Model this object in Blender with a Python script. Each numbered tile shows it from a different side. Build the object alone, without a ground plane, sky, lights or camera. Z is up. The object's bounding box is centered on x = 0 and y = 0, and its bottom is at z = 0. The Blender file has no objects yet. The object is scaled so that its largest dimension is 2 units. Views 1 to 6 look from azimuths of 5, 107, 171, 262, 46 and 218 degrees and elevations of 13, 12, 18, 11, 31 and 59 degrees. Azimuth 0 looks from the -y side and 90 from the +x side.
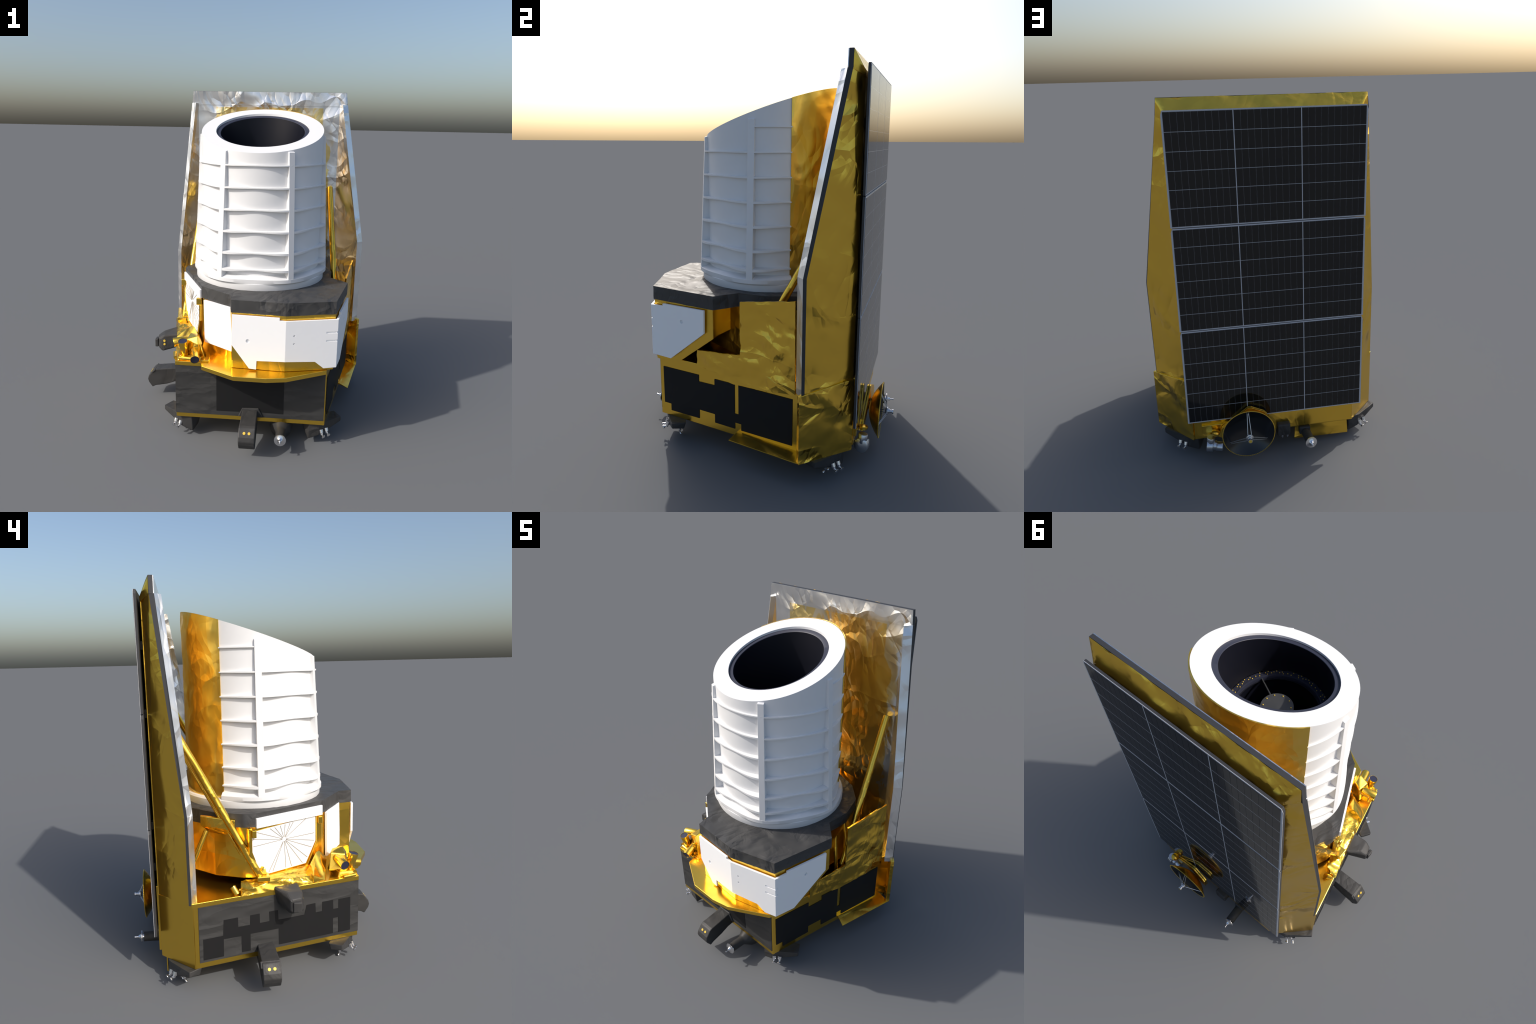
import bpy, bmesh, math, random
from mathutils import Vector, Matrix, noise

random.seed(7)
CX, CY = 0.032, -0.003          # telescope axis
BZ0, BZ1 = 0.131, 0.474         # service module floor and deck

# ------------------------------------------------------------------ materials
def new_mat(name):
    m = bpy.data.materials.new(name)
    m.use_nodes = True
    nt = m.node_tree
    return m, nt, nt.nodes['Principled BSDF']

def crinkle_bump(nt, bsdf, scale, strength, dist, stretch=(1, 1, 1), seed=0.0, ridge=.6):
    """crumpled foil: soft pillows plus sharp folds (ridged noise) that come and go"""
    N, L = nt.nodes, nt.links
    tc = N.new('ShaderNodeTexCoord')
    mp = N.new('ShaderNodeMapping')
    mp.inputs['Scale'].default_value = stretch
    mp.inputs['Location'].default_value = (seed, seed * .7, seed * .3)
    mp.inputs['Rotation'].default_value = (.25, .15, .3)
    L.new(tc.outputs['Object'], mp.inputs['Vector'])
    def tex(sc, detail, distort):
        n = N.new('ShaderNodeTexNoise')
        n.inputs['Scale'].default_value = sc; n.inputs['Detail'].default_value = detail
        n.inputs['Distortion'].default_value = distort
        L.new(mp.outputs['Vector'], n.inputs['Vector']); return n.outputs['Fac']
    def mth(op, a, b=None):
        n = N.new('ShaderNodeMath'); n.operation = op
        for k, v in enumerate((a, b)):
            if v is None: continue
            if isinstance(v, (int, float)): n.inputs[k].default_value = v
            else: L.new(v, n.inputs[k])
        return n.outputs[0]
    pill = mth('MULTIPLY', tex(scale * .7, 0.0, .5), 1.5)
    patch = N.new('ShaderNodeMapRange'); patch.interpolation_type = 'SMOOTHSTEP'
    patch.inputs[1].default_value = .26; patch.inputs[2].default_value = .60
    L.new(tex(scale * .55, 0, 0), patch.inputs[0])
    wn = N.new('ShaderNodeTexNoise'); wn.inputs['Scale'].default_value = scale * .6; wn.inputs['Detail'].default_value = 0
    L.new(mp.outputs['Vector'], wn.inputs['Vector'])
    ws = N.new('ShaderNodeVectorMath'); ws.operation = 'MULTIPLY_ADD'
    ws.inputs[1].default_value = (1.2 / scale,) * 3
    L.new(wn.outputs['Color'], ws.inputs[0]); L.new(mp.outputs['Vector'], ws.inputs[2])
    def facets(sc, w, stretch=(1, 1, 1)):
        # squared cell distance: smooth inside each facet, a crease along its border
        m2 = N.new('ShaderNodeMapping'); m2.inputs['Scale'].default_value = stretch
        m2.inputs['Rotation'].default_value = (.6, .9, .5)
        L.new(ws.outputs[0], m2.inputs['Vector'])
        v = N.new('ShaderNodeTexVoronoi'); v.inputs['Scale'].default_value = sc
        L.new(m2.outputs['Vector'], v.inputs['Vector'])
        return mth('MULTIPLY', mth('POWER', v.outputs['Distance'], 2.0), w)
    f = mth('ADD', facets(scale * .9, 1.2 * ridge, (1, .45, 1.4)), facets(scale * 2.0, -.55 * ridge, (1.5, .55, .8)))
    f = mth('ADD', f, facets(scale * 3.9, .16 * ridge, (.7, 1.4, .5)))
    f = mth('MULTIPLY', f, patch.outputs[0])
    h = mth('ADD', pill, f)
    bp = N.new('ShaderNodeBump')
    bp.inputs['Strength'].default_value = min(1, strength)
    bp.inputs['Distance'].default_value = dist
    L.new(h, bp.inputs['Height'])
    L.new(bp.outputs['Normal'], bsdf.inputs['Normal'])
    return mp

def set_p(b, **k):
    names = dict(color='Base Color', metal='Metallic', rough='Roughness', ior='IOR',
                 spec='Specular IOR Level', coat='Coat Weight', coat_rough='Coat Roughness')
    for key, v in k.items():
        if key == 'color':
            v = (*v, 1)
        b.inputs[names[key]].default_value = v

def gold(name, scale=7, strength=.5, dist=.02, rough=.2, color=(.93, .60, .085), stretch=(1, 1, 1), seed=0.0):
    m, nt, b = new_mat(name)
    set_p(b, color=color, metal=1.0, rough=rough)
    crinkle_bump(nt, b, scale, strength, dist, stretch=stretch, seed=seed)
    return m

def plain(name, color, metal=0.0, rough=.5, noise_amt=0.0, scale=30, **k):
    m, nt, b = new_mat(name)
    set_p(b, color=color, metal=metal, rough=rough, **k)
    if noise_amt:
        N, L = nt.nodes, nt.links
        tc = N.new('ShaderNodeTexCoord')
        n = N.new('ShaderNodeTexNoise'); n.inputs['Scale'].default_value = scale; n.inputs['Detail'].default_value = 4
        L.new(tc.outputs['Object'], n.inputs['Vector'])
        r = N.new('ShaderNodeValToRGB')
        r.color_ramp.elements[0].color = (*[c * (1 - noise_amt) for c in color], 1)
        r.color_ramp.elements[1].color = (*[min(1, c * (1 + noise_amt)) for c in color], 1)
        L.new(n.outputs['Fac'], r.inputs['Fac']); L.new(r.outputs['Color'], b.inputs['Base Color'])
    return m

def black_foil(name, color, scale, strength, dist, rough=.5, stretch=(1, 1, 1), seed=0.0):
    m, nt, b = new_mat(name)
    set_p(b, color=color, rough=rough, spec=.4)
    crinkle_bump(nt, b, scale, strength, dist, stretch=stretch, seed=seed)
    return m

M = {}
M['gold'] = gold('gold_foil', 7, .5, .02, .26)
M['gold_flat'] = gold('gold_foil_taut', 3.2, .10, .02, .25, seed=3)
M['gold_deck'] = gold('gold_foil_deck', 4, .2, .02, .27, seed=6)
M['gold_wing'] = gold('gold_foil_wing', 7, .8, .02, .26, seed=4)
M['gold_wrinkled'] = gold('gold_foil_wrinkled', 10, 1, .022, .26, seed=5)
M['gold_tube'] = gold('gold_foil_tube_wrap', 8, .55, .02, .30, color=(.95, .62, .11), stretch=(1, 1, .7), seed=11)
M['gold_deep'] = gold('gold_foil_amber', 7, .5, .02, .28, color=(.93, .57, .07), seed=8)
M['gold_paint'] = plain('gold_lens_cap', (.72, .50, .07), .3, .45)
M['white'] = plain('white_paint', (.79, .79, .79), 0, .5, .015, 40)
M['white_panel'] = plain('white_radiator_paint', (.98, .98, .98), 0, .5, .01, 40)
M['black_foil'] = black_foil('black_foil', (.055, .054, .053), 13, .65, .02, .5)
M['grey_foil'] = black_foil('charcoal_foil', (.036, .0355, .0345), 9, .35, .02, .68, stretch=(1, 1, 2.2), seed=2)
M['black_boom'] = black_foil('black_boom_wrap', (.040, .039, .038), 13, .5, .015, .55, seed=4)
M['radiator'] = plain('black_radiator', (.0105, .0105, .011), 0, .65, .05, 12, spec=.25)
M['dark_edge'] = plain('dark_panel_edge', (.034, .035, .039), 0, .6, .05, 30)
M['baffle'] = plain('dark_baffle', (.026, .029, .050), 0, .5)
M['baffle_deep'] = plain('dark_baffle_inside', (.0055, .0062, .012), 0, .45, spec=.35)
M['lens'] = plain('dark_lens', (.022, .024, .055), 0, .4)
M['chrome'] = plain('bright_metal', (.80, .80, .82), 1.0, .22)
M['steel'] = plain('satin_metal', (.62, .64, .67), 1.0, .32)
M['mirror_back'] = plain('grey_mirror_cover', (.060, .060, .060), .0, .45, .3, 12)
M['dish_black'] = plain('black_dish', (.010, .011, .013), 0, .2)
M['array_frame'] = plain('array_frame', (.50, .51, .54), 0, .4)
M['spoke'] = plain('spoke_shadow_paint', (.34, .31, .27), 0, .6)  # white ridges, tinted tan-grey so their shaded sides show
M['dot_dark'] = plain('dark_hole', (.10, .10, .11), 0, .6)

def silver_mat():
    m, nt, b = new_mat('silver_foil')
    set_p(b, color=(.90, .90, .90), metal=1.0, rough=.40)
    crinkle_bump(nt, b, 9, .9, .02, stretch=(1, 1, .7), seed=1)
    return m
M['silver'] = silver_mat()

def shield_inner_mat():
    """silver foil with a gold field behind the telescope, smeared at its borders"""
    m, nt, b = new_mat('silver_and_gold_foil')
    N, L = nt.nodes, nt.links
    set_p(b, metal=1.0, rough=.32)
    crinkle_bump(nt, b, 9, .62, .02, stretch=(1, 1, .9), seed=1, ridge=.9)
    tc = N.new('ShaderNodeTexCoord')
    sep = N.new('ShaderNodeSeparateXYZ'); L.new(tc.outputs['Object'], sep.inputs[0])
    def math_n(op, a, c=None):
        n = N.new('ShaderNodeMath'); n.operation = op
        for i, v in enumerate((a, c)):
            if v is None: continue
            if isinstance(v, (int, float)): n.inputs[i].default_value = v
            else: L.new(v, n.inputs[i])
        return n.outputs[0]
    def mr(v, lo, hi, o0=0, o1=1):
        n = N.new('ShaderNodeMapRange'); n.inputs[1].default_value = lo; n.inputs[2].default_value = hi
        n.inputs[3].default_value = o0; n.inputs[4].default_value = o1
        L.new(v, n.inputs[0]); return n.outputs[0]
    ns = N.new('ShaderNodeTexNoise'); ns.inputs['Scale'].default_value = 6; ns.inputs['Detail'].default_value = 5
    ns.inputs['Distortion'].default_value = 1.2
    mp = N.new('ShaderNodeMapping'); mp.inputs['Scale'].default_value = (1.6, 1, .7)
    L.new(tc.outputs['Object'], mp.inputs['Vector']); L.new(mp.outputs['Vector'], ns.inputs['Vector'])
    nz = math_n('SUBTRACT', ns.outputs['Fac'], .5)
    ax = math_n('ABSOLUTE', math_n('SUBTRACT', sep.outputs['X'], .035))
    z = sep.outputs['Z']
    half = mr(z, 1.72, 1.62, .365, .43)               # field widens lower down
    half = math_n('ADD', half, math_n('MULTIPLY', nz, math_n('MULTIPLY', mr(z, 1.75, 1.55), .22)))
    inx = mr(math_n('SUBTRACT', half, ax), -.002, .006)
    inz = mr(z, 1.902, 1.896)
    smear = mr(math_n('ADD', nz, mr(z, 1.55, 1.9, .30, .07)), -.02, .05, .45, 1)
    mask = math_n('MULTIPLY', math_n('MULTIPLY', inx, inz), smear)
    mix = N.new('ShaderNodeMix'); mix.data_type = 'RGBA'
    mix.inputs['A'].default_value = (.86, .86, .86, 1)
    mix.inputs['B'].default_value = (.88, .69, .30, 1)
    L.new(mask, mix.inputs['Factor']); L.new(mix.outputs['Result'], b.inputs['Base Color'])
    return m
M['shield_inner'] = shield_inner_mat()

def solar_mat():
    """almost black glass over fine horizontal grid fingers"""
    m, nt, b = new_mat('solar_cell_glass')
    N, L = nt.nodes, nt.links
    set_p(b, rough=.06, ior=1.5, spec=.5)
    tc = N.new('ShaderNodeTexCoord')
    w = N.new('ShaderNodeTexWave'); w.bands_direction = 'Z'; w.inputs['Scale'].default_value = 42
    w.inputs['Distortion'].default_value = 0
    L.new(tc.outputs['Object'], w.inputs['Vector'])
    r = N.new('ShaderNodeValToRGB')
    r.color_ramp.elements[0].color = (.0045, .0047, .005, 1)
    r.color_ramp.elements[1].color = (.010, .0102, .011, 1)
    L.new(w.outputs['Fac'], r.inputs['Fac']); L.new(r.outputs['Color'], b.inputs['Base Color'])
    return m
M['solar'] = solar_mat()
M['cell_gap'] = plain('cell_gap_wire', (.20, .205, .22), 0, .4, coat=1.0, coat_rough=.06)
M['row_wire'] = plain('cell_row_wire', (.36, .375, .40), 0, .4, coat=1.0, coat_rough=.06)

# ------------------------------------------------------------------ helpers
root = bpy.data.objects.new('space_telescope', None)
bpy.context.scene.collection.objects.link(root)
root['label'] = 'gold-foil space telescope with white ribbed tube and solar shield'
root['category'] = 'space telescope'

def obj(name, mesh, mat=None, parent=None):
    o = bpy.data.objects.new(name, mesh)
    bpy.context.scene.collection.objects.link(o)
    o.parent = parent or root
    if mat:
        mesh.materials.clear()
        for mm in (mat if isinstance(mat, (list, tuple)) else [mat]):
            mesh.materials.append(M[mm] if isinstance(mm, str) else mm)
    return o

def mesh_from(verts, faces, name='part', recalc=True):
    me = bpy.data.meshes.new(name)
    bm = bmesh.new()
    vs = [bm.verts.new(v) for v in verts]
    for f in faces:
        try: bm.faces.new([vs[i] for i in f])
        except ValueError: pass
    if recalc: bmesh.ops.recalc_face_normals(bm, faces=bm.faces)
    bm.to_mesh(me); bm.free()
    return me

def bevel(o, w=.003, seg=2, angle=30):
    b = o.modifiers.new('bevel', 'BEVEL'); b.width = w; b.segments = seg
    b.limit_method = 'ANGLE'; b.angle_limit = math.radians(angle)
    return o

def smooth(o, ang=35):
    me = o.data
    for p in me.polygons: p.use_smooth = True
    me.set_sharp_from_angle(angle=math.radians(ang))
    return o

def frame_prism(name, poly, origin, U, V, W, t0, t1, mat, bev=.003, parent=None):
    """polygon drawn in the plane (U,V) at origin, thickened along W from t0 to t1"""
    O, U, V, W = map(Vector, (origin, U, V, W))
    n = len(poly)
    vs = [O + U * a + V * b + W * t for t in (t0, t1) for a, b in poly]
    fs = [list(range(n)), list(range(n, 2 * n))] + [[i, (i + 1) % n, n + (i + 1) % n, n + i] for i in range(n)]
    o = obj(name, mesh_from(vs, fs, name), mat, parent)
    return bevel(o, bev) if bev else o

def zprism(name, poly, z0, z1, mat, bev=.003, parent=None):
    return frame_prism(name, poly, (0, 0, 0), (1, 0, 0), (0, 1, 0), (0, 0, 1), z0, z1, mat, bev, parent)

def box(name, lo, hi, mat, bev=.003, parent=None):
    return zprism(name, [(lo[0], lo[1]), (hi[0], lo[1]), (hi[0], hi[1]), (lo[0], hi[1])], lo[2], hi[2], mat, bev, parent)

def hull(name, pts, mat, bev=.004, parent=None, seg=2):
    bm = bmesh.new()
    for p in pts: bm.verts.new(p)
    r = bmesh.ops.convex_hull(bm, input=bm.verts)
    bmesh.ops.delete(bm, geom=[v for v in bm.verts if not v.link_faces], context='VERTS')
    bmesh.ops.dissolve_limit(bm, angle_limit=.02, verts=bm.verts, edges=bm.edges)
    bmesh.ops.recalc_face_normals(bm, faces=bm.faces)
    me = bpy.data.meshes.new(name); bm.to_mesh(me); bm.free()
    o = obj(name, me, mat, parent)
    return bevel(o, bev, seg, 20) if bev else o

def lathe(name, prof, p0, axis, mat, seg=32, parent=None, ang=35, caps=True):
    """profile (radius, along) turned around an axis that starts at p0"""
    p0, ax = Vector(p0), Vector(axis).normalized()
    u = ax.orthogonal().normalized(); v = ax.cross(u)
    vs, fs = [], []
    for r, h in prof:
        for i in range(seg):
            a = 2 * math.pi * i / seg
            vs.append(p0 + ax * h + (u * math.cos(a) + v * math.sin(a)) * max(r, 1e-5))
    for k in range(len(prof) - 1):
        for i in range(seg):
            j = (i + 1) % seg
            fs.append((k * seg + i, k * seg + j, (k + 1) * seg + j, (k + 1) * seg + i))
    if caps and prof[0][0] > 1e-4: fs.append(tuple(range(seg)))
    if caps and prof[-1][0] > 1e-4: fs.append(tuple(range((len(prof) - 1) * seg, len(prof) * seg)))
    me = mesh_from(vs, fs, name)
    o = obj(name, me, mat, parent)
    return smooth(o, ang)

def rod(name, a, b, r, mat, parent=None, seg=20, wob=0.0):
    a, b = Vector(a), Vector(b); L = (b - a).length
    n = 40 if wob else 1
    prof = []
    for i in range(n + 1):
        t = i / n
        prof.append((r * (1 + wob * noise.noise(Vector((t * 14, r * 90, a.x * 9)))), L * t))
    return lathe(name, prof, a, b - a, mat, seg, parent)

def boolean_cut(o, cutters):
    for c in cutters:
        md = o.modifiers.new('cut', 'BOOLEAN'); md.object = c; md.operation = 'DIFFERENCE'; md.solver = 'EXACT'
    bpy.context.view_layer.update()
    dg = bpy.context.evaluated_depsgraph_get()
    me = bpy.data.meshes.new_from_object(o.evaluated_get(dg))
    o.modifiers.clear(); old = o.data; o.data = me
    for c in cutters: bpy.data.objects.remove(c)
    return o

def copy_of(o, name, mat4=None, parent=None):
    c = o.copy(); c.name = name
    bpy.context.scene.collection.objects.link(c)
    if parent: c.parent = parent
    if mat4 is not None: c.matrix_basis = mat4
    return c

def pol(a, R, z):
    a = math.radians(a)
    return Vector((CX + R * math.sin(a), CY - R * math.cos(a), z))

def empty(name, parent=None):
    e = bpy.data.objects.new(name, None)
    bpy.context.scene.collection.objects.link(e); e.parent = parent or root
    return e

# ------------------------------------------------------------------ service module (bus)
FL, FR = (-.394, -.514), (.455, -.514)
RL, RR = (-.585, .377), (.646, .384)
RL2, RR2 = (-.425, .540), (.500, .545)
bus = zprism('service_module', [FL, FR, RR, RR2, RL2, RL], BZ0, BZ1 - .003, 'gold_flat', .003)

# deck with a lip that reaches forward under the payload
deck = zprism('deck_plate', [(-.397, -.517), (-.25, -.519), (-.238, -.565), (-.047, -.672), (.129, -.675), (.236, -.653),
                             (.452, -.532), (.458, -.515), (.648, .384), (.500, .538), (-.425, .534), (-.588, .377)],
              .452, BZ1 + .003, 'gold_deck', .002, bus)

# side frames: s runs from the front corner to the rear along the wall
def side_frame(right):
    a, b = (Vector((*FR, 0)), Vector((*RR, 0))) if right else (Vector((*FL, 0)), Vector((*RL, 0)))
    U = (b - a).normalized()
    W = U.cross(Vector((0, 0, 1))) * (1 if right else -1)
    return a, U, W
aR, uR, wR = side_frame(True)
aL, uL, wL = side_frame(False)
Z = (0, 0, 1)
frame_prism('side_radiator', [(.024, .413), (.26, .415), (.26, .378), (.361, .38), (.361, .415), (.484, .415), (.484, .254), (.507, .254),
            (.507, .415), (.812, .415), (.812, .172), (.523, .17), (.523, .205), (.485, .205), (.485, .17), (.361, .17),
            (.361, .218), (.26, .218), (.26, .167), (.07, .164), (.07, .203), (.025, .203)], aR, uR, Z, wR, -.002, .003, 'radiator', 0, bus)
frame_prism('side_blanket', [(.002, .451), (.883, .452), (.885, .160), (.001, .157)], aL, uL, Z, wL, -.002, .003, 'grey_foil', .001, bus)
frame_prism('side_radiator', [(.864, .283), (.762, .283), (.757, .366), (.683, .366), (.683, .314), (.62, .314), (.618, .365), (.568, .365),
            (.567, .314), (.515, .314), (.516, .366), (.468, .366), (.466, .312), (.319, .312), (.307, .364), (.256, .366), (.254, .313),
            (.216, .313), (.216, .365), (.152, .365), (.151, .313), (.12, .313), (.12, .363), (.049, .364), (.048, .174), (.12, .174),
            (.121, .262), (.152, .262), (.152, .174), (.465, .174), (.465, .264), (.619, .265), (.62, .174), (.667, .174),
            (.667, .263), (.760, .265), (.762, .173), (.866, .173)], aL, uL, Z, wL, 0, .0045, 'radiator', 0, bus)
frame_prism('front_blanket', [(-.393, .451), (.450, .451), (.450, .159), (-.393, .156)], (0, FL[1], 0), (1, 0, 0), Z, (0, -1, 0), -.002, .003, 'grey_foil', .001, bus)
frame_prism('front_radiator', [(-.162, .448), (.222, .448), (.222, .187), (.097, .190), (.081, .214), (-.011, .210), (-.026, .186), (-.160, .184)],
            (0, FL[1], 0), (1, 0, 0), Z, (0, -1, 0), 0, .0045, 'radiator', 0, bus)

# crumpled foil sheets -------------------------------------------------------
def crumple(o, amp, scale, cuts_len=.02, seed=0.0, keep=None):
    """remesh fine and push along the normal with ridged noise"""
    bm = bmesh.new(); bm.from_mesh(o.data)
    bmesh.ops.triangulate(bm, faces=bm.faces)
    for _ in range(7):
        es = [e for e in bm.edges if e.calc_length() > cuts_len]
        if not es: break
        bmesh.ops.subdivide_edges(bm, edges=es, cuts=1)
        bmesh.ops.triangulate(bm, faces=[f for f in bm.faces if len(f.verts) > 3])
    bm.normal_update()
    off = Vector((seed, seed * 2.1, -seed))
    for v in bm.verts:
        p = v.co * scale + off
        p += Vector((noise.noise(p * .7), noise.noise(p * .7 + Vector((9, 0, 0))), noise.noise(p * .7 + Vector((0, 9, 0))))) * .8
        h = (1 - abs(noise.noise(p)) * 2.2) * .6 + noise.noise(p * 2.3) * .35 - .3
        v.co += v.normal * h * amp
    bm.to_mesh(o.data); bm.free()
    o.modifiers.clear()
    return smooth(o, 50)

side_foil = frame_prism('side_foil', [(.527, .857), (.823, .905), (.828, .446), (.70, .428), (.485, .42), (.427, .428), (.414, .452),
                        (.383, .464), (.259, .463), (.26, .558), (.524, .582)], aR, uR, Z, wR, .003, .012, 'gold_wrinkled', 0, bus)
crumple(side_foil, .006, 11, .02, 1)

# flared skirt below the right wall and the slanted rear corner panels
cU = Vector((.202, -.218, 0)).normalized(); cW = Vector((.218, .202, 0)).normalized()
LR = Vector((.202, -.218, 0)).length
frame_prism('corner_panel', [(-.002, .131), (LR, .129), (LR, .476), (.05, .503), (-.002, .503)], (*RR2, 0), cU, Z, cW, -.012, .010, 'gold_wrinkled', .002, bus)
hull('skirt_flap', [aR + uR * .50 + Vector((0, 0, .160)), aR + uR * .87 + Vector((0, 0, .150)), Vector((.620, -.052, .139)), Vector((.704, .326, .134)),
     Vector((.620, -.052, .135)), Vector((.704, .326, .130)), aR + uR * .50 + Vector((0, 0, .150)), aR + uR * .87 + Vector((0, 0, .140))], 'gold', .001, bus)
dU = Vector((RL[0] - RL2[0], RL[1] - RL2[1], 0)); LL = dU.length; dU.normalize(); dW = Vector((dU.y, -dU.x, 0))
if dW.y < 0: dW = -dW
frame_prism('corner_panel', [(-.002, .133), (LL + .004, .133), (LL + .004, .470), (-.002, .470)], (*RL2, 0), dU, Z, dW, -.006, .0012, 'gold_flat', .002, bus)
frame_prism('rear_flap', [(-.407, .030), (-.081, .034), (-.086, .14), (-.40, .14)], (0, .515, 0), (1, 0, 0), Z, (0, 1, 0), 0, .006, 'gold_wrinkled', .001, bus)
frame_prism('rear_blanket', [(-.392, .145), (.485, .145), (.485, .50), (-.392, .50)], (0, .544, 0), (1, 0, 0), Z, (0, 1, 0), -.003, .011, 'gold', .002, bus)

# ------------------------------------------------------------------ payload module
plate_poly = [(.488, -.520), (.572, -.146), (.473, -.046), (.486, .10), (.44, .25), (.33, .36), (.18, .42), (-.12, .42), (-.27, .36), (-.38, .25),
              (-.452, .10), (-.455, .045), (-.272, -.350), (-.088, -.492), (-.074, -.572), (.222, -.592)]
plate = zprism('base_plate', plate_poly, .800, .871, 'black_foil', 0)
crumple(plate, .0025, 10, .018, 3)
payload = zprism('payload_module', [(x * .985 + CX * .015, y * .985) for x, y in plate_poly[2:14]] + [(0, -.3), (.3, -.3)], .530, .802, 'gold_deep', .003)
front_poly = [(.486, -.516), (.566, -.150), (.30, -.08), (-.24, -.15), (-.262, -.352), (-.082, -.486), (-.069, -.566), (.222, -.582)]
body = zprism('instrument_housing', front_poly, .478, .8035, 'gold', 0, payload)
c1 = frame_prism('cutter', [(-.39, .46), (-.142, .652), (.05, .652), (.05, .46)], (.12, 0, 0), (0, 1, 0), Z, (1, 0, 0), 0, .7, 'gold', 0)
boolean_cut(body, [c1])
bevel(body, .003)

def wall_panel(name, poly, p, q, mat='white_panel', t0=.0, t1=.012, bev=.0006, parent=None, out=-1):
    """polygon given as (fraction-free distance from p toward q, z)"""
    P, Q = Vector((*p, 0)), Vector((*q, 0)); U = (Q - P).normalized()
    W = U.cross(Vector((0, 0, 1)))
    return frame_prism(name, poly, P, U, Z, W, t0, t1, mat, bev, parent or payload), P, U, W

def hole(P, U, W, s, z, r, t=.02, ln=None):
    if ln:
        return frame_prism('cutter', [(s - ln / 2, z - r), (s + ln / 2, z - r), (s + ln / 2, z + r), (s - ln / 2, z + r)], P, U, Z, W, t - .006, t + .05, 'dot_dark', 0)
    poly = [(s + r * math.cos(i * math.pi / 10), z + r * math.sin(i * math.pi / 10)) for i in range(20)]
    return frame_prism('cutter', poly, P, U, Z, W, t - .010, t + .05, 'dot_dark', 0)

# front-left, front-right and right white radiators
pa, pb, pc, pd = (-.067, -.574), (.222, -.588), (.492, -.520), (.566, -.193)
w1, P, U, W = wall_panel('white_radiator', [(0, .791), (0, .620), (.097, .490), (.136, .487), (.138, .537), (.2912, .543), (.2912, .773), (.257, .775), (.257, .789)], pa, pb)
boolean_cut(w1, [hole(P, U, W, .088, .648, .011, .012)])
w2, P, U, W = wall_panel('white_radiator', [(-.0018, .543), (.165, .536), (.214, .496), (.2855, .498), (.2855, .774), (-.0018, .773)], pb, pc)
boolean_cut(w2, [hole(P, U, W, .045, .690, .0052, .012), hole(P, U, W, .045, .645, .0052, .012),
                 hole(P, U, W, .262, .702, .0048, .012, .08), hole(P, U, W, .262, .655, .0048, .012, .08)])
w3, P, U, W = wall_panel('white_radiator', [(-.0072, .774), (.072, .776), (.072, .789), (.336, .793), (.334, .672), (.116, .496), (-.0072, .498)], pc, pd)
boolean_cut(w3, [hole(P, U, W, .195, .712, .010, .012), hole(P, U, W, -.005, .702, .0045, .012, .03), hole(P, U, W, -.005, .655, .0045, .012, .03)])
wall_panel('white_radiator', [(0, .797), (.208, .803), (.228, .545), (.008, .544)], (-.252, -.367), (-.080, -.488))
# gold pleats under the slanted radiator
wall_panel('gold_apron', [(-.005, .55), (.243, .55), (.225, .476), (-.03, .476)], (-.25, -.362), (-.068, -.49), 'gold_deep', -.004, .006)

# spoked round-cut radiator on the left
q0, q1 = Vector((-.452, .042, 0)), Vector((-.277, -.341, 0))
qU = (q1 - q0).normalized(); qW = qU.cross(Vector((0, 0, 1)))
if qW.x > 0: qW = -qW
sp = [(-.026, .773), (.0, .776), (.381, .797), (.381, .654), (.315, .539), (.068, .536), (.006, .589), (-.028, .675)]
spoke_panel = frame_prism('spoked_radiator', sp, q0, qU, Z, qW, -.012, .0, 'white_panel', .0015, payload)
frame_prism('radiator_header', [(0, .795), (.421, .795), (.421, .848), (0, .846)], q0, qU, Z, qW, .0, .012, 'white_panel', .0015, payload)
frame_prism('header_bracket', [(0.01, .840), (.411, .842), (.411, .834), (.01, .832)], q0, qU, Z, qW, -.05, .0, 'white_panel', .001, payload)
frame_prism('radiator_frame', [(-.044, .80), (-.026, .80), (-.026, .675), (.008, .585), (.07, .53), (.32, .53), (.383, .652), (.383, .80), (.402, .80),
            (.402, .65), (.36, .55), (.345, .50), (.05, .50), (-.044, .66)], q0, qU, Z, qW, -.016, .008, 'gold', .002, payload)
hubs, hubz = .173, .704
def to_edge(a):
    dx, dz = math.cos(math.radians(a)), math.sin(math.radians(a)); t = .23
    n = len(sp); best = 1
    for i in range(n):
        (x1, z1), (x2, z2) = sp[i], sp[(i + 1) % n]
        den = dx * (z2 - z1) - dz * (x2 - x1)
        if abs(den) < 1e-9: continue
        t = ((x1 - hubs) * (z2 - z1) - (z1 - hubz) * (x2 - x1)) / den
        s = ((x1 - hubs) * dz - (z1 - hubz) * dx) / den
        if t > 0 and 0 <= s <= 1: best = min(best, t)
    return best
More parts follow.
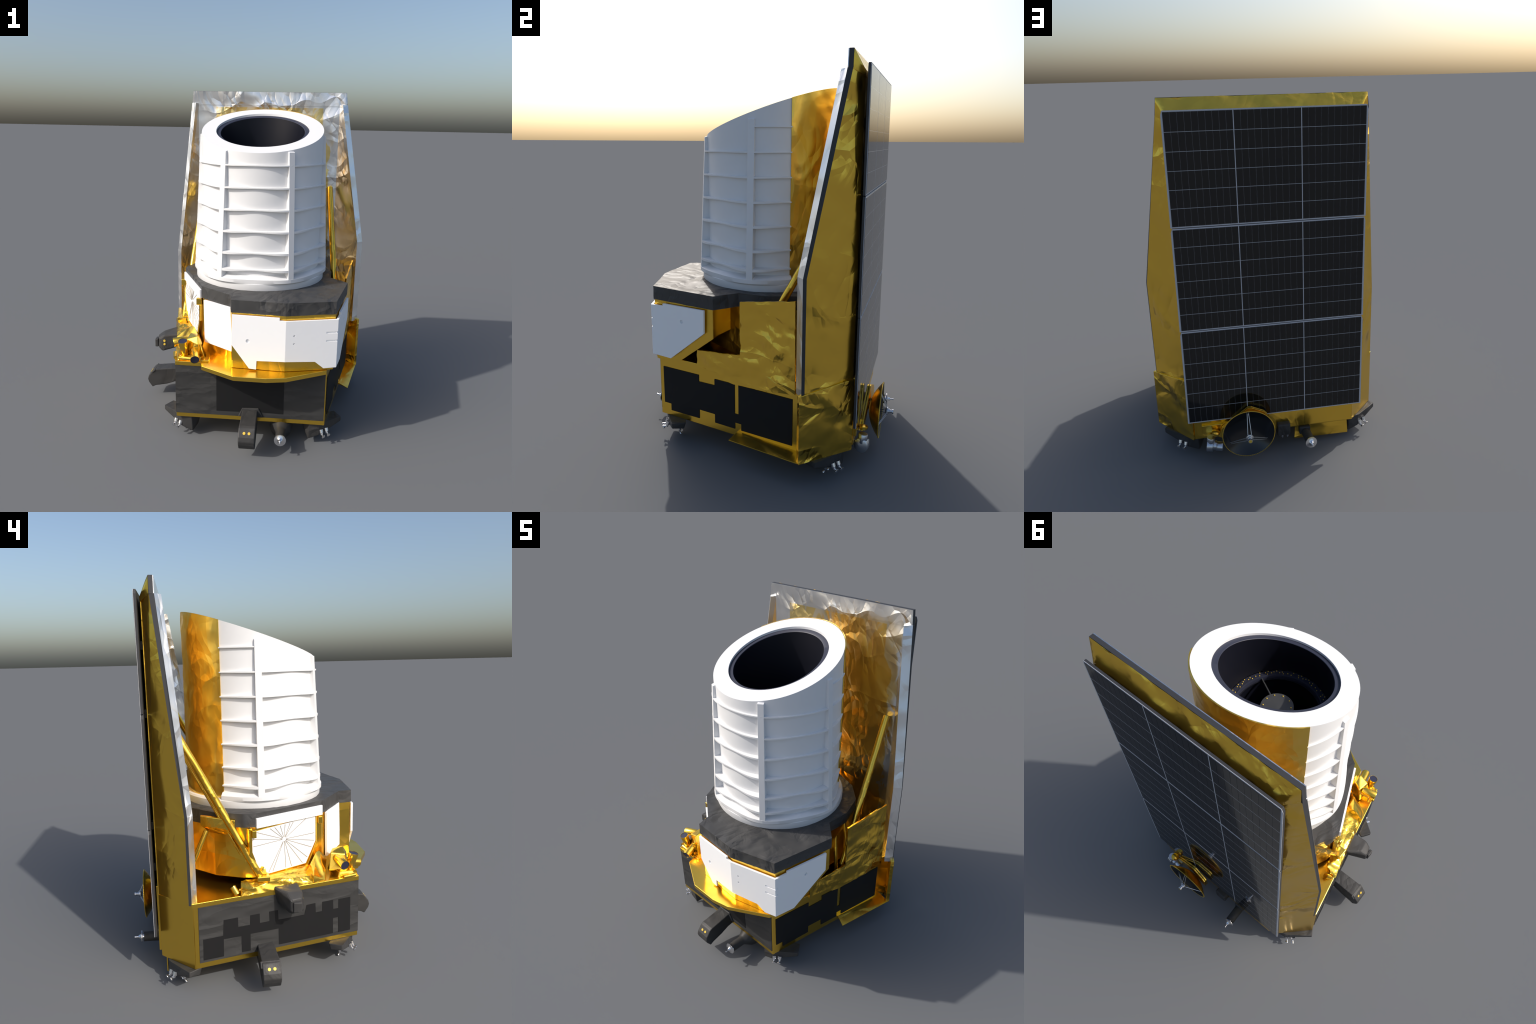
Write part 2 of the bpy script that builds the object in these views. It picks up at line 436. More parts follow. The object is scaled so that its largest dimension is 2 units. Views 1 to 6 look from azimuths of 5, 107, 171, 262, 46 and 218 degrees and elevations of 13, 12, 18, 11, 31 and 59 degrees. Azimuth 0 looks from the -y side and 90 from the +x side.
for a in (22, 11, -1, -58, -65, -93, -106, -127, -139, -156, -167, -179, 149, 126, 116, 95, 73, 52, 40):
    # image angles run mirrored along the wall because +u points forward
    ang = 180 - a
    t1 = to_edge(ang) * .95
    d = Vector((math.cos(math.radians(ang)), math.sin(math.radians(ang)))); nrm = Vector((-d.y, d.x))
    A = Vector((hubs, hubz)) + d * .012; B = Vector((hubs, hubz)) + d * t1
    o = frame_prism('radiator_spoke', [tuple(A - nrm * .0009), tuple(B - nrm * .0015), tuple(B + nrm * .0015), tuple(A + nrm * .0009)],
                    q0, qU, Z, qW, -.0005, .0022, 'spoke', 0, spoke_panel)

# gold fittings around the deck on the left
ledge = hull('foil_ledge', [(-.545, .135, .476), (-.480, .135, .476), (-.475, .125, .528), (-.535, .11, .500), (-.425, -.30, .476), (-.50, -.02, .526),
             (-.300, -.30, .476), (-.40, -.02, .53), (-.315, -.27, .53), (-.42, -.28, .512), (-.44, -.29, .476)], 'gold_wrinkled', 0, payload)
crumple(ledge, .006, 14, .014, 6)
wedge = hull('foil_wedge', [(-.450, -.255, .478), (-.447, -.258, .517), (-.425, -.325, .476), (-.30, -.36, .478), (-.27, -.30, .478), (-.345, -.295, .608), (-.325, -.315, .606),
     (-.287, -.368, .550), (-.30, -.34, .57), (-.375, -.26, .56), (-.33, -.24, .478)], 'gold_wrinkled', 0, payload)
crumple(wedge, .004, 13, .014, 9)
box('strut_foot', (-.50, -.02, .525), (-.44, .045, .552), 'gold', .004, payload)
hull('strut_cap', [(-.47, -.01, .552), (-.42, -.01, .552), (-.47, .03, .552), (-.42, .03, .552), (-.455, .0, .59), (-.435, .02, .59)], 'gold', .006, payload)
hull('bracket_box', [(-.455, .145, .842), (-.405, .315, .862), (-.38, .315, .862), (-.42, .14, .842), (-.455, .145, .79), (-.405, .315, .81),
     (-.40, .20, .755), (-.38, .27, .765), (-.42, .19, .76)], 'gold_wrinkled', .006, payload)
rod('bracket_strut', (-.405, .285, .785), (-.45, .41, .52), .014, 'gold', payload)
rod('small_foot', (-.515, .15, .477), (-.495, .17, .51), .016, 'gold', payload)
rod('small_foot', (-.505, .14, .495), (-.50, .02, .515), .007, 'gold', payload)
rod('side_post', (.520, -.02, .477), (.445, .05, .81), .012, 'gold', payload)
rod('side_post', (.575, .05, .477), (.47, .10, .81), .012, 'gold', payload)
for s in (-1, 1):
    rod('shield_strut', (CX + s * .495, .028, .545), (CX + s * .434, .462, 1.374), .0195, 'gold', payload, 24, .025)
    if s < 0: rod('shield_strut', (CX + s * .470, .055, .535), (CX + s * .405, .470, 1.33), .008, 'gold', payload, 12)  # narrow dark line beside the left strut, modelled as a thin rod
for y in (.052, -.33):
    box('radiator_clip', (-.472 + (.052 - y) * .457 - .012, y - .010, .752), (-.472 + (.052 - y) * .457 + .020, y + .012, .792), 'gold', .003, payload)

# star trackers: foil-wrapped tubes with dark windows
trackers = empty('star_trackers')
def tracker(tip, back, r0, r1):
    tip, back = Vector(tip), Vector(back); ax = tip - back; L = ax.length
    o = lathe('star_tracker', [(r0 * .9, 0), (r0, .004), (r1, L - .003), (r1 * .97, L), (r1 * .93, L), (r1 * .93, L - .003)], back, ax, 'gold', 28, trackers)
    lathe('tracker_window', [(r1 * .93, 0), (r1 * .93, .002), (0, .002)], tip - ax.normalized() * .004, ax, 'lens', 28, o)
tracker((-.356, -.500, .592), (-.349, -.479, .500), .020, .0270)
tracker((-.276, -.555, .506), (-.305, -.438, .536), .020, .0265)
tracker((-.424, -.432, .550), (-.340, -.406, .567), .021, .0265)
hull('tracker_housing', [(-.365, -.465, .50), (-.265, -.487, .50), (-.258, -.40, .50), (-.36, -.36, .50), (-.345, -.455, .585), (-.275, -.462, .610),
     (-.283, -.400, .600), (-.335, -.375, .595), (-.268, -.487, .570), (-.255, -.44, .555)], 'gold', .006, trackers)
hull('tracker_fin', [(-.29, -.40, .592), (-.275, -.455, .60), (-.225, -.502, .478), (-.235, -.42, .478), (-.30, -.38, .478), (-.30, -.47, .478)], 'gold', .004, trackers)
rod('tracker_rail', (-.378, -.500, .489), (-.268, -.505, .487), .0135, 'gold', trackers, 20)
hull('tracker_base', [(-.385, -.505, .477), (-.24, -.50, .477), (-.405, -.40, .477), (-.26, -.38, .477), (-.375, -.49, .50), (-.25, -.48, .497), (-.395, -.41, .505), (-.27, -.39, .515)], 'gold', .004, trackers)
box('tracker_clip', (-.255, -.515, .477), (-.205, -.465, .489), 'gold', .002, trackers)
rod('tracker_rail', (-.400, -.495, .486), (-.420, -.425, .486), .010, 'gold', trackers, 16)

# ------------------------------------------------------------------ telescope tube
R0 = .362
def z_rim(y): return 1.632 + .345 * (y + .365)
def lobe(a):                       # 1 at the stringers (30, 90, ...), 0 half way between them
    return .5 * (1 + math.cos(math.radians(6 * (a - 30))))
def down(z): return max(0.0, min(1.0, (1.69 - z) / .77))
def rib_R(z): return .3735 + .037 * down(z)
def ring_R(a, z):
    t = down(z)
    lo = .3705 + .005 * t
    return lo + (rib_R(z) - lo) * lobe(a)

tube = empty('telescope_tube')
# shell: outer wall, white rim, dark step, inner baffle wall
SEG = 96
def ringv(R, zf): return [(CX + R * math.sin(2 * math.pi * i / SEG), CY - R * math.cos(2 * math.pi * i / SEG), zf(CY - R * math.cos(2 * math.pi * i / SEG))) for i in range(SEG)]
def stack(name, rings, mat, caps=(False, False), ang=40, mats=None, parent=None):
    vs = [v for r in rings for v in r]; fs = []
    for k in range(len(rings) - 1):
        for i in range(SEG):
            j = (i + 1) % SEG
            fs.append((k * SEG + i, k * SEG + j, (k + 1) * SEG + j, (k + 1) * SEG + i))
    if caps[0]: fs.append(tuple(range(SEG)))
    if caps[1]: fs.append(tuple(range((len(rings) - 1) * SEG, len(rings) * SEG)))
    return smooth(obj(name, mesh_from(vs, fs, name), mat, parent or tube), ang)
stack('tube_shell', [ringv(R0, lambda y: .90), ringv(R0, z_rim), ringv(.277, z_rim),
                     ringv(.277, lambda y: z_rim(y) - .014)], 'white', ang=30)
stack('aperture_step', [ringv(.279, lambda y: z_rim(y) - .0125), ringv(.252, lambda y: z_rim(y) - .0135), ringv(.250, lambda y: z_rim(y) - .016)], 'baffle')
stack('inner_baffle', [ringv(.251, lambda y: z_rim(y) - .015), ringv(.251, lambda y: 1.47)], 'baffle_deep')
lathe('inner_baffle_tube', [(.205, 0), (.215, .0), (.215, .55), (0, .55)], (CX, CY, 1.452), (0, 0, -1), 'baffle_deep', 64, tube, caps=False)
stop = lathe('baffle_ring', [(.252, .006), (.222, .0), (.219, -.0035), (.214, -.0035), (.211, .003), (.211, .02), (.252, .03)], (CX, CY, 1.470), (0, 0, -1), 'baffle', 72, tube, caps=False)
# gold studs on the stop ring and on the secondary mirror cover
stud = lathe('stud', [(.0030, 0), (.0027, .0022), (.0014, .0032), (0, .0034)], (0, 0, 0), (0, 0, 1), 'gold_paint', 8, stop)
first = True
for i in range(36):
    for j, (r, da) in enumerate(((.246, 0), (.240, 3.3), (.233, 6.4), (.227, 1.8))):
        if (i + j) % 4 == 3: continue
        a = i * 10 + da
        T = Matrix.Translation(pol(a, r, 1.4705 - .006 * (r - .222) / .030))
        if first: stud.matrix_basis = T; first = False
        else: copy_of(stud, 'stud', T)
m2 = lathe('secondary_mirror', [(.074, 0), (.080, .004), (.080, .022), (.078, .026), (0, .028)], (CX, CY, 1.474), (0, 0, 1), 'mirror_back', 48, tube)
for i in range(10):
    a = i * 36 + 14
    copy_of(stud, 'stud', Matrix.Translation(pol(a, .066, 1.501)) @ Matrix.Scale(1.25, 4), m2)
for a in (60, 180, 300):
    A, B = pol(a, .222, 1.464), pol(a, .06, 1.492)
    t = Vector((math.cos(math.radians(a)), math.sin(math.radians(a)), 0)) * .003
    hull('mirror_vane', [A + t, A - t, B + t, B - t] + [p - Vector((0, 0, .014)) for p in (A + t, A - t, B + t, B - t)], 'mirror_back', 0, tube)
# base ring
lathe('base_ring', [(.36, .865), (.392, .865), (.3945, .869), (.3945, .908), (.388, .917), (.36, .918)], (CX, CY, 0), (0, 0, 1), 'white', 96, tube, caps=False)

def ring_segment(name, a0, a1, z, tk):
    n = max(6, int((a1 - a0) / 2.5)); vs, fs = [], []
    for i in range(n + 1):
        a = a0 + (a1 - a0) * i / n; R = ring_R(a, z)
        h = tk + .009 * down(z) * lobe(a)
        vs += [pol(a, R0 - .002, z + .5 * tk + .004 * down(z)), pol(a, R, z + .5 * tk), pol(a, R, z + .5 * tk - h), pol(a, R0 - .002, z + .5 * tk - h)]
    for i in range(n):
        for k in range(4):
            fs.append((4 * i + k, 4 * i + (k + 1) % 4, 4 * i + 4 + (k + 1) % 4, 4 * i + 4 + k))
    fs += [(0, 1, 2, 3), (4 * n, 4 * n + 1, 4 * n + 2, 4 * n + 3)]
    return smooth(obj(name, mesh_from(vs, fs, name), 'white', tube), 40)
bays = [(-121, -90), (-90, -30), (-30, 30), (30, 90), (90, 121)]
for z in (1.686, 1.565, 1.444, 1.323, 1.202, 1.081, .985):
    for a0, a1 in bays:
        if z > 1.6 and abs(a0 + a1) < 180: continue
        ring_segment('ring_rib', a0, a1, z, .006)
# bottom flange: lobed like the rings, merging into the base ring between the stringers
for a0, a1 in bays:
    n = 24; vs, fs = [], []
    for i in range(n + 1):
        a = a0 + (a1 - a0) * i / n; f = lobe(a); R = .3925 + .018 * f
        vs += [pol(a, R0 - .002, .952), pol(a, .366 + .010 * (1 - f), .950), pol(a, R, .934), pol(a, R, .914), pol(a, R - .010 * f, .906), pol(a, R0 - .002, .906)]
    for i in range(n):
        for k in range(6):
            fs.append((6 * i + k, 6 * i + (k + 1) % 6, 6 * i + 6 + (k + 1) % 6, 6 * i + 6 + k))
    fs += [tuple(range(6)), tuple(range(6 * n, 6 * n + 6))]
    smooth(obj('bottom_flange', mesh_from(vs, fs, 'bottom_flange'), 'white', tube), 35)
for a in (-90, -30, 30, 90):
    ztop = z_rim(CY - R0 * math.cos(math.radians(a))) - (.006 if abs(a) < 60 else .03)
    c, t = math.radians(a), Vector((math.cos(math.radians(a)), math.sin(math.radians(a)), 0)) * .0172
    pr = [(R0 - .004, .918), (rib_R(.93), .925), (rib_R(1.0), 1.0), (rib_R(1.3), 1.3), (rib_R(ztop), ztop - .006), (R0 - .004, ztop)]
    vs = [pol(a, R, z) + s * t for s in (-1, 1) for R, z in pr]; n = len(pr)
    fs = [tuple(range(n)), tuple(range(n, 2 * n))] + [(i, (i + 1) % n, n + (i + 1) % n, n + i) for i in range(n)]
    bevel(obj('stringer', mesh_from(vs, fs, 'stringer'), 'white', tube), .001, 2)

# gold wrap on the sunward side, gently crumpled
def gold_wrap():
    na, nz = 110, 90; vs, fs = [], []
    def h(p):
        q = p * 9
        q += Vector((noise.noise(q * .6), noise.noise(q * .6 + Vector((5, 0, 0))), noise.noise(q * .6 + Vector((0, 5, 0))))) * .9
        return (1 - abs(noise.noise(q)) * 2) * .003 + noise.noise(p * 5) * .003
    for side in (0, 1):
        for i in range(na + 1):
            a = 120.5 + 119 * i / na
            edge = min(1, min(i, na - i) / 6)
            for k in range(nz + 1):
                top = z_rim(CY + .365 * -math.cos(math.radians(a))) + .001
                z = .866 + (top - .866) * k / nz
                p = pol(a, .367, z)
                e = edge * min(1, (nz - k) / 4 + .3)
                vs.append(pol(a, (.368 + h(p) * e) if side == 0 else .3635, z))
    st = (na + 1) * (nz + 1)
    idx = lambda s, i, k: s * st + i * (nz + 1) + k
    for s in (0, 1):
        for i in range(na):
            for k in range(nz): fs.append((idx(s, i, k), idx(s, i + 1, k), idx(s, i + 1, k + 1), idx(s, i, k + 1)))
    for i in range(na):
        for k in (0, nz): fs.append((idx(0, i, k), idx(0, i + 1, k), idx(1, i + 1, k), idx(1, i, k)))
    for k in range(nz):
        for i in (0, na): fs.append((idx(0, i, k), idx(0, i, k + 1), idx(1, i, k + 1), idx(1, i, k)))
    return smooth(obj('gold_wrap', mesh_from(vs, fs, 'gold_wrap'), 'gold_tube', tube), 50)
gold_wrap()

# ------------------------------------------------------------------ sunshield
shield = empty('sunshield')
ZT, ZK = 2.0, 1.921           # top edge and shoulder
# each wing carries on the slanted corner of the bus: gold outside, a dark cut edge facing
# sideways, a silver edge band and the lining; its outline narrows above the shoulder
cI, dI = Vector((-cW.x, -cW.y, 0)), Vector((-dW.x, -dW.y, 0))
def wing(levels, fold_out, fold_in, inward, name='wing'):
    """levels: (z, gold corner, dark corner, band width)"""
    vs, fs, mi = [], [], []
    for z, g, d, w in levels:
        sv = Vector((*d, 0)) + inward * w
        for p in (fold_out, g, d, (sv.x, sv.y), fold_in):
            vs.append((p[0], p[1], z))
    for k in range(len(levels) - 1):
        for c, m in ((0, 0), (1, 1), (2, 2), (3, 3), (4, 1)):
            n = (c + 1) % 5
            fs.append((5 * k + c, 5 * k + n, 5 * k + 5 + n, 5 * k + 5 + c)); mi.append(m)
    b = 5 * (len(levels) - 1)
    fs += [(0, 1, 2, 3, 4), (b, b + 1, b + 2, b + 3, b + 4)]; mi += [2, 2]
    me = mesh_from(vs, fs, name)
    o = obj(name, me, ['gold_wing', 'dark_edge', 'silver', 'shield_inner'], shield)
    for p, m in zip(o.data.polygons, mi): p.material_index = m
    return o
wing([(.466, (.688, .352), (.692, .338), .050), (1.028, (.690, .352), (.695, .336), .050), (ZK, (.557, .501), (.559, .477), .048)], (RR2[0] - .004, .546), (.505, .484), cI)
wing([(.466, (-.580, .392), (-.585, .378), .038), (.908, (-.578, .393), (-.583, .380), .038), (ZK, (-.491, .501), (-.493, .477), .043)], (RL2[0] + .004, .541), (-.448, .484), dI)
# centre: rear skin, lining and the vertical head panel
box('shield_skin', (RL2[0] + .003, .536, .44), (RR2[0] - .003, .545, 1.905), 'gold', .001, shield)
box('shield_lining', (-.452, .482, .476), (.517, .4985, ZK), 'shield_inner', .001, shield)
box('shield_core', (-.425, .500, .476), (.500, .536, 1.90), 'dark_edge', 0, shield)
hd = frame_prism('head_panel', [(-.493, ZK - .002), (.558, ZK - .002), (.549, ZT), (-.484, ZT)], (0, .489, 0), (1, 0, 0), Z, (0, 1, 0), -.008, .012, 'dark_edge', 0, shield)
frame_prism('head_lining', [(-.4925, ZK - .01), (.5575, ZK - .01), (.549, ZT - .001), (-.484, ZT - .001)], (0, .479, 0), (1, 0, 0), Z, (0, 1, 0), -.002, .0018, 'shield_inner', 0, shield)
# sloping roof from the head panel's rear edge down to the rear skin
rf = hull('head_slope', [(-.483, .502, ZT - .001), (.548, .502, ZT - .001), (-.490, .502, ZK - .005), (.556, .502, ZK - .005), (-.43, .548, 1.915), (.505, .548, 1.915),
                         (-.428, .547, 1.89), (.503, .547, 1.89)], 'gold', 0, shield)
crumple(rf, .005, 9, .03, 4)

# ------------------------------------------------------------------ solar panels
array = empty('solar_array')
X0, X1, YB = -.467, .529, .572
def make_module(w, h):
    """ten cells side by side, seams between them"""
    bm = bmesh.new(); n = 10; g = .0012
    for i in range(n):
        a, b = -w / 2 + w * i / n + g / 2, -w / 2 + w * (i + 1) / n - g / 2
        r = bmesh.ops.create_cube(bm, size=1)
        for v in r['verts']:
            v.co = Vector(((a + b) / 2 + v.co.x * (b - a), v.co.y * .0014, v.co.z * h))
    me = bpy.data.meshes.new('solar_cells'); bm.to_mesh(me); bm.free(); me.materials.append(M['solar'])
    return me
top = 1.944
for k in range(3):
    z1 = top - k * .5625; z0 = z1 - .559
    ch = .020
    p = frame_prism('solar_panel', [(X0, z0), (X1, z0), (X1, z1 - ch), (X1 - .007, z1), (X0 + .007, z1), (X0, z1 - ch)], (0, YB, 0), (1, 0, 0), Z, (0, 1, 0), -.013, -.0015, 'dark_edge', .001, array)
    frame_prism('panel_frame', [(X0, z0), (X1, z0), (X1, z1 - ch), (X1 - .007, z1), (X0 + .007, z1), (X0, z1 - ch)], (0, YB, 0), (1, 0, 0), Z, (0, 1, 0), -.0015, 0, 'array_frame', 0, p)
    box('wire_bed', (X0 + .009, YB - .001, z0 + .006), (X1 - .009, YB + .0006, z1 - .006), 'cell_gap', 0, p)
    cols = [(X0 + .009, -.1355), (-.1315, .1925), (.1965, X1 - .009)]
    hrow = (z1 - z0 - .012) / 6
    for c, (a, b) in enumerate(cols):
        if k == 0: M['mod%d' % c] = make_module(b - a, hrow - .0026)
        for r in range(6):
            zc = z0 + .006 + hrow * (r + .5)
            o = bpy.data.objects.new('solar_cells', M['mod%d' % c]); bpy.context.scene.collection.objects.link(o)
            o.parent = p; o.location = ((a + b) / 2, YB + .0009, zc)
    for r in range(1, 6):
        zc = z0 + .006 + hrow * r
        box('cell_bus_wire', (X0 + .009, YB, zc - .0011), (X1 - .009, YB + .00165, zc + .0011), 'row_wire', 0, p)
    for x in (-.1335, .1945):
        box('cell_bus_wire', (x - .0019, YB, z0 + .006), (x + .0019, YB + .00175, z1 - .006), 'array_frame', 0, p)
for x in (-.36, .03, .42):
    for z in (.60, .818, 1.378, 1.70):
        box('panel_standoff', (x - .02, .544, z - .02), (x + .02, .562, z + .02), 'dark_edge', .002, array)

# ------------------------------------------------------------------ booms with sun sensors
cap = lathe('sensor_window', [(.0078, 0), (.0076, .0012), (0, .0013)], (0, 0, 0), (0, 0, 1), 'gold_paint', 16)
cap.hide_render = True
def boom(P, out, name='sensor_boom'):
    """bent arm leaving the wall at P along 'out', two gold windows on its slanted nose"""
    P, out = Vector(P), Vector(out).normalized(); side = out.cross(Vector((0, 0, 1)))
    prof = [(-.03, .205), (.02, .203), (.150, .188), (.166, .182), (.196, .143), (.203, .118), (.196, .095), (.172, .060), (.150, .072), (.075, .085), (.02, .105), (-.03, .11)]
    vs = [P + out * a + side * s * (w if a < .14 else w * 1.06) + Vector((0, 0, z - P.z)) for s, w in ((-1, .043), (1, .043)) for a, z in prof]
    n = len(prof)
    fs = [tuple(range(n)), tuple(range(n, 2 * n))] + [(i, (i + 1) % n, n + (i + 1) % n, n + i) for i in range(n)]
    o = bevel(obj(name, mesh_from(vs, fs, name), 'black_boom'), .005, 2, 25)
    nrm = (out * .039 + Vector((0, 0, .030))).normalized()
    for s in (-1, 1):
        c = P + out * .183 + Vector((0, 0, .162 - P.z)) + side * s * .0135
        rot = Vector((0, 0, 1)).rotation_difference(nrm).to_matrix().to_4x4()
        w = copy_of(cap, 'sensor_window', Matrix.Translation(c - nrm * .0006) @ rot, o); w.hide_render = False
    return o
boom((.033, -.516, 0), (0, -1, 0))
frame_prism('boom_flange', [(-.035, .160), (-.012, .212), (.082, .216), (.110, .160)], (0, FL[1], 0), (1, 0, 0), Z, (0, -1, 0), 0, .012, 'black_boom', .004, bus)
bl = boom((-.503, .012, 0), (-1, -.02, 0))
bl.location.z = -.006
for c in bl.children: c.location.z -= 0
hull('boom_collar', [(-.648, .062, .182), (-.648, -.040, .182), (-.668, .062, .164), (-.668, -.040, .164), (-.655, .062, .190), (-.655, -.040, .190), (-.678, .062, .164), (-.678, -.040, .164)], 'black_boom', .003, bl)
hb = hull('sensor_boom', [(-.455, -.040, .495), (-.460, -.165, .495), (-.50, -.035, .495), (-.475, -.165, .49), (-.565, -.095, .488), (-.550, -.175, .484),
          (-.603, -.105, .462), (-.585, -.165, .462), (-.606, -.108, .402), (-.586, -.17, .400), (-.575, -.11, .378), (-.562, -.178, .378), (-.48, -.05, .405), (-.47, -.165, .405)], 'black_boom', .008)
box('boom_cap', (-.612, -.160, .400), (-.592, -.116, .452), 'black_boom', .004, hb)
for dz in (.449, .427):
    rot = Vector((0, 0, 1)).rotation_difference(Vector((-.12, -1, .1)).normalized()).to_matrix().to_4x4()
    w = copy_of(cap, 'sensor_window', Matrix.Translation((-.548, -.1755, dz)) @ rot, hb); w.hide_render = False

# ------------------------------------------------------------------ low-gain antennas
def lga(root_pt, tip_dir, L, flare):
    rp, d = Vector(root_pt), Vector(tip_dir).normalized()
    if flare:
        prof = [(.066, 0), (.062, .018), (.032, .064), (.028, .074), (.0275, L)]
    else:
        prof = [(.028, 0), (.0275, L * .5), (.0265, L)]
    o = lathe('antenna_boom', prof, rp, d, 'black_boom', 24)
    lathe('antenna_disc', [(.012, 0), (.012, .010), (.033, .014), (.033, .018), (.017, .021), (.011, .026), (.008, .034), (.004, .036), (.004, .050), (.0055, .051), (.0055, .055), (0, .056)],
          rp + d * (L - .004), d, 'chrome', 28, o)
    return o
lga((.212, -.475, .087), (0, -1, .07), .155, True)
lga((-.137, .490, .093), (-.08, 1, .06), .165, False)
box('boom_bracket', (-.17, .47, .085), (-.105, .56, .131), 'black_boom', .006)

# ------------------------------------------------------------------ thruster pods
nz = lathe('thruster', [(.0125, 0), (.0120, .018), (.0085, .022), (.0075, .032)], (0, 0, 0), (0, 0, -1), 'chrome', 16)
nz.hide_render = True
bell = lathe('thruster_bell', [(.004, 0), (.004, .006), (.0095, .018), (.0105, .020), (.0105, .022), (0, .022)], (0, 0, 0), (0, 0, 1), 'chrome', 16)
bell.hide_render = True
def pod(A, B):
    A, B = Vector((*A, 0)), Vector((*B, 0)); t = (B - A).normalized(); L = (B - A).length
    n = Vector((t.y, -t.x, 0))
    c = Vector((CX, 0, 0))
    if n.dot(A - c) < 0: n = -n
    e = lambda s, o, z: A + t * s + n * o + Vector((0, 0, z))
    o = hull('thruster_pod', [e(-.02, .035, .1315), e(-.02, .035, .105), e(L * .8, .052, .1315), e(L * .8, .048, .056), e(L + .02, .030, .1315), e(L + .02, .020, .032),
              e(L * .8, -.005, .020), e(-.02, -.04, .1315), e(-.015, -.03, .095), e(L + .03, -.05, .1315), e(L + .01, -.04, .050)], 'black_boom', .004)
    up = Vector((0, 0, 1))
    def place(s, off, z, aim, tilt, k=1.0):
        p = e(s, off, z)
        r = Vector((0, 0, -1)).rotation_difference(Vector(tilt).normalized()).to_matrix().to_4x4()
        w = copy_of(nz, 'thruster', Matrix.Translation(p) @ r @ Matrix.Scale(k, 4), o); w.hide_render = False
        q = p + Vector(tilt).normalized() * .026 * k
        rb = up.rotation_difference(Vector(aim).normalized()).to_matrix().to_4x4()
        b = copy_of(bell, 'thruster_bell', Matrix.Translation(q) @ rb @ Matrix.Scale(k, 4), o); b.hide_render = False
    out = n * 1.0 + Vector((0, 0, -.35))
    for s in (L * .52, L * .72):
        place(s, .046, .092 - .10 * (s - L * .5), out, n * .45 - up)
    dn = -up * .8 - n * .4 - t * .3
    for s in (L * .62, L * .8):
        place(s, -.012, .036, dn, -up * 1.0 - t * .2, .72)
for A, B in (((-.460, -.380), (-.310, -.470)), ((.522, -.382), (.374, -.470)), ((-.575, .385), (-.420, .480)), ((.638, .385), (.484, .480))):
    pod(A, B)
# grey box between dish and rear antenna
box('sensor_box', (-.047, .538, .112), (.029, .588, .186), 'black_boom', .008)
for x in (-.03, .0):
    w = copy_of(nz, 'thruster', Matrix.Translation((x, .575, .114)) @ Matrix.Scale(.6, 4)); w.hide_render = False

# ------------------------------------------------------------------ high-gain dish
DC = Vector((.201, .598, .211)); dax = Vector((-.01, 1, -.02)).normalized()
def para(r): return .062 * (r / .145) ** 2
rs = [0, .02, .04, .06, .08, .1, .12, .135, .1455]
dish = lathe('antenna_dish', [(r, para(r)) for r in rs], DC, dax, 'gold_deep', 64, caps=False)
lathe('dish_reflector', [(r, para(r) + .003) for r in rs[:-1]] + [(.1445, para(.1445) + .003)], DC, dax, 'dish_black', 64, dish, caps=False)
u = dax.orthogonal().normalized(); v = dax.cross(u)
rimz = DC + dax * (para(.1455) + .001)
lathe('dish_rim', [(.1440, -.002), (.1468, -.002), (.1472, .0015), (.1440, .0020)], rimz, dax, 'gold_deep', 72, dish, caps=False)
bead = lathe('rim_bead', [(0, -.0026), (.0024, -.0016), (.0029, 0), (.0024, .0016), (0, .0026)], (0, 0, 0), (0, 0, 1), 'gold_paint', 8, dish)
for i in range(90):
    a = 2 * math.pi * i / 90
    T = Matrix.Translation(rimz + (u * math.cos(a) + v * math.sin(a)) * .1452)
    if i == 0: bead.matrix_basis = T
    else: copy_of(bead, 'rim_bead', T)
feed = DC + dax * .100
lathe('dish_feed', [(.007, -.014), (.019, -.012), (.021, -.006), (.021, .0), (.014, .003), (.013, .009), (.009, .011), (.009, .020), (.0125, .021), (.0125, .029), (.0095, .0295), (.0095, .028), (0, .028)], feed, dax, 'steel', 28, dish)
lathe('feed_window', [(.0092, .0), (.0092, .0016), (0, .0016)], feed + dax * .0284, dax, 'gold_paint', 20, dish)
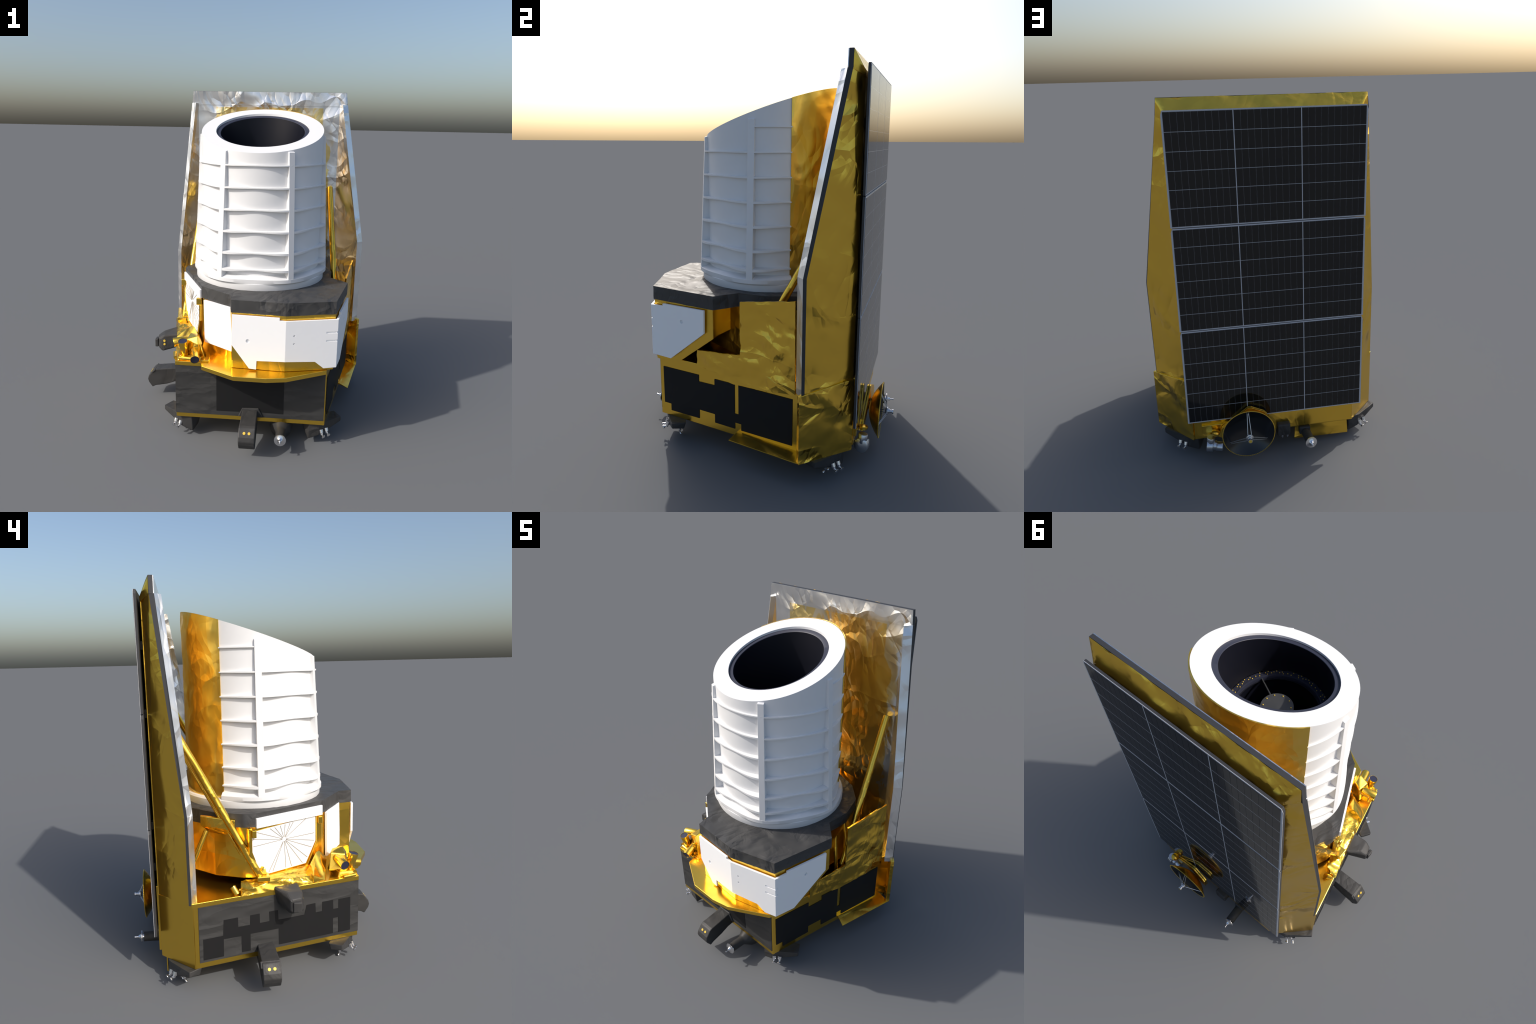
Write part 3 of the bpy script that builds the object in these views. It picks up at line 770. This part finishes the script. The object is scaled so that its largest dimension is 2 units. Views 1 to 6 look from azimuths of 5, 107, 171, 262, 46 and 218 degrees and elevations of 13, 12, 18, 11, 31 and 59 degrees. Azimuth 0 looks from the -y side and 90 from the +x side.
for k in range(3):
    a = math.radians(90 + 120 * k)
    d = Vector((math.cos(a), 0, math.sin(a)))
    d = (d - dax * d.dot(dax)).normalized(); e2 = dax.cross(d)
    for s in (-1, 1):
        rod('feed_strut', DC + d * .122 + e2 * s * .004 + dax * para(.122), feed + d * .016 + e2 * s * .010 - dax * .004, .0019, 'steel', dish, 8)
# folded gold arms and the pointing gimbal
arm = [(.372, .165), (.345, .215), (.270, .275), (.195, .335), (.175, .335), (.105, .305), (.088, .285), (.088, .215), (.12, .20), (.20, .272), (.30, .185), (.34, .150)]
aU = Vector((1, -.08, 0)).normalized(); aW = Vector((.08, 1, 0)).normalized()
for y0 in (.5965, .6085):
    bevel(frame_prism('antenna_arm', arm, (0, y0, 0), aU, Z, aW, 0, .009, 'gold', 0), .0015)
rod('arm_spacer', (.19, .588, .30), (.19, .594, .30), .010, 'gold')
rod('arm_spacer', (.33, .575, .20), (.33, .583, .20), .010, 'gold')
box('arm_rest', (.25, .545, .178), (.456, .566, .229), 'gold', .003)
gim = lathe('gimbal', [(.030, 0), (.036, .003), (.036, .035), (.030, .038), (.026, .038), (.026, .055)], (.435, .588, .118), (-1, .15, -.1), 'steel', 32)
lathe('gimbal_joint', [(.022, 0), (.024, .003), (.024, .045), (.022, .048)], (.412, .592, .125), (-.1, .1, 1), 'steel', 28, gim)
lathe('gimbal_joint', [(.020, 0), (.022, .003), (.022, .05), (.018, .052)], (.405, .545, .105), (0, 1, .05), 'steel', 28, gim)
lathe('gimbal_cap', [(0, 0), (.018, .002), (.024, .012), (.024, .02), (.016, .026), (0, .028)], (.385, .592, .180), (-.3, .0, 1), 'gold_deep', 24, gim)
lathe('gimbal_joint', [(.024, 0), (.026, .003), (.026, .04), (.02, .043)], (.385, .590, .105), (-1, .2, -.1), 'steel', 28, gim)

for o in (cap, nz, bell):
    bpy.data.objects.remove(o)
for o in list(bpy.context.scene.collection.objects):
    if o.type == 'MESH' and o.name.split('.')[0] in ('stud', 'rim_bead', 'panel_standoff'):
        o['kind'] = 'stuff' if o.name.startswith('panel') else o.get('kind', '')
        if not o['kind']: del o['kind']
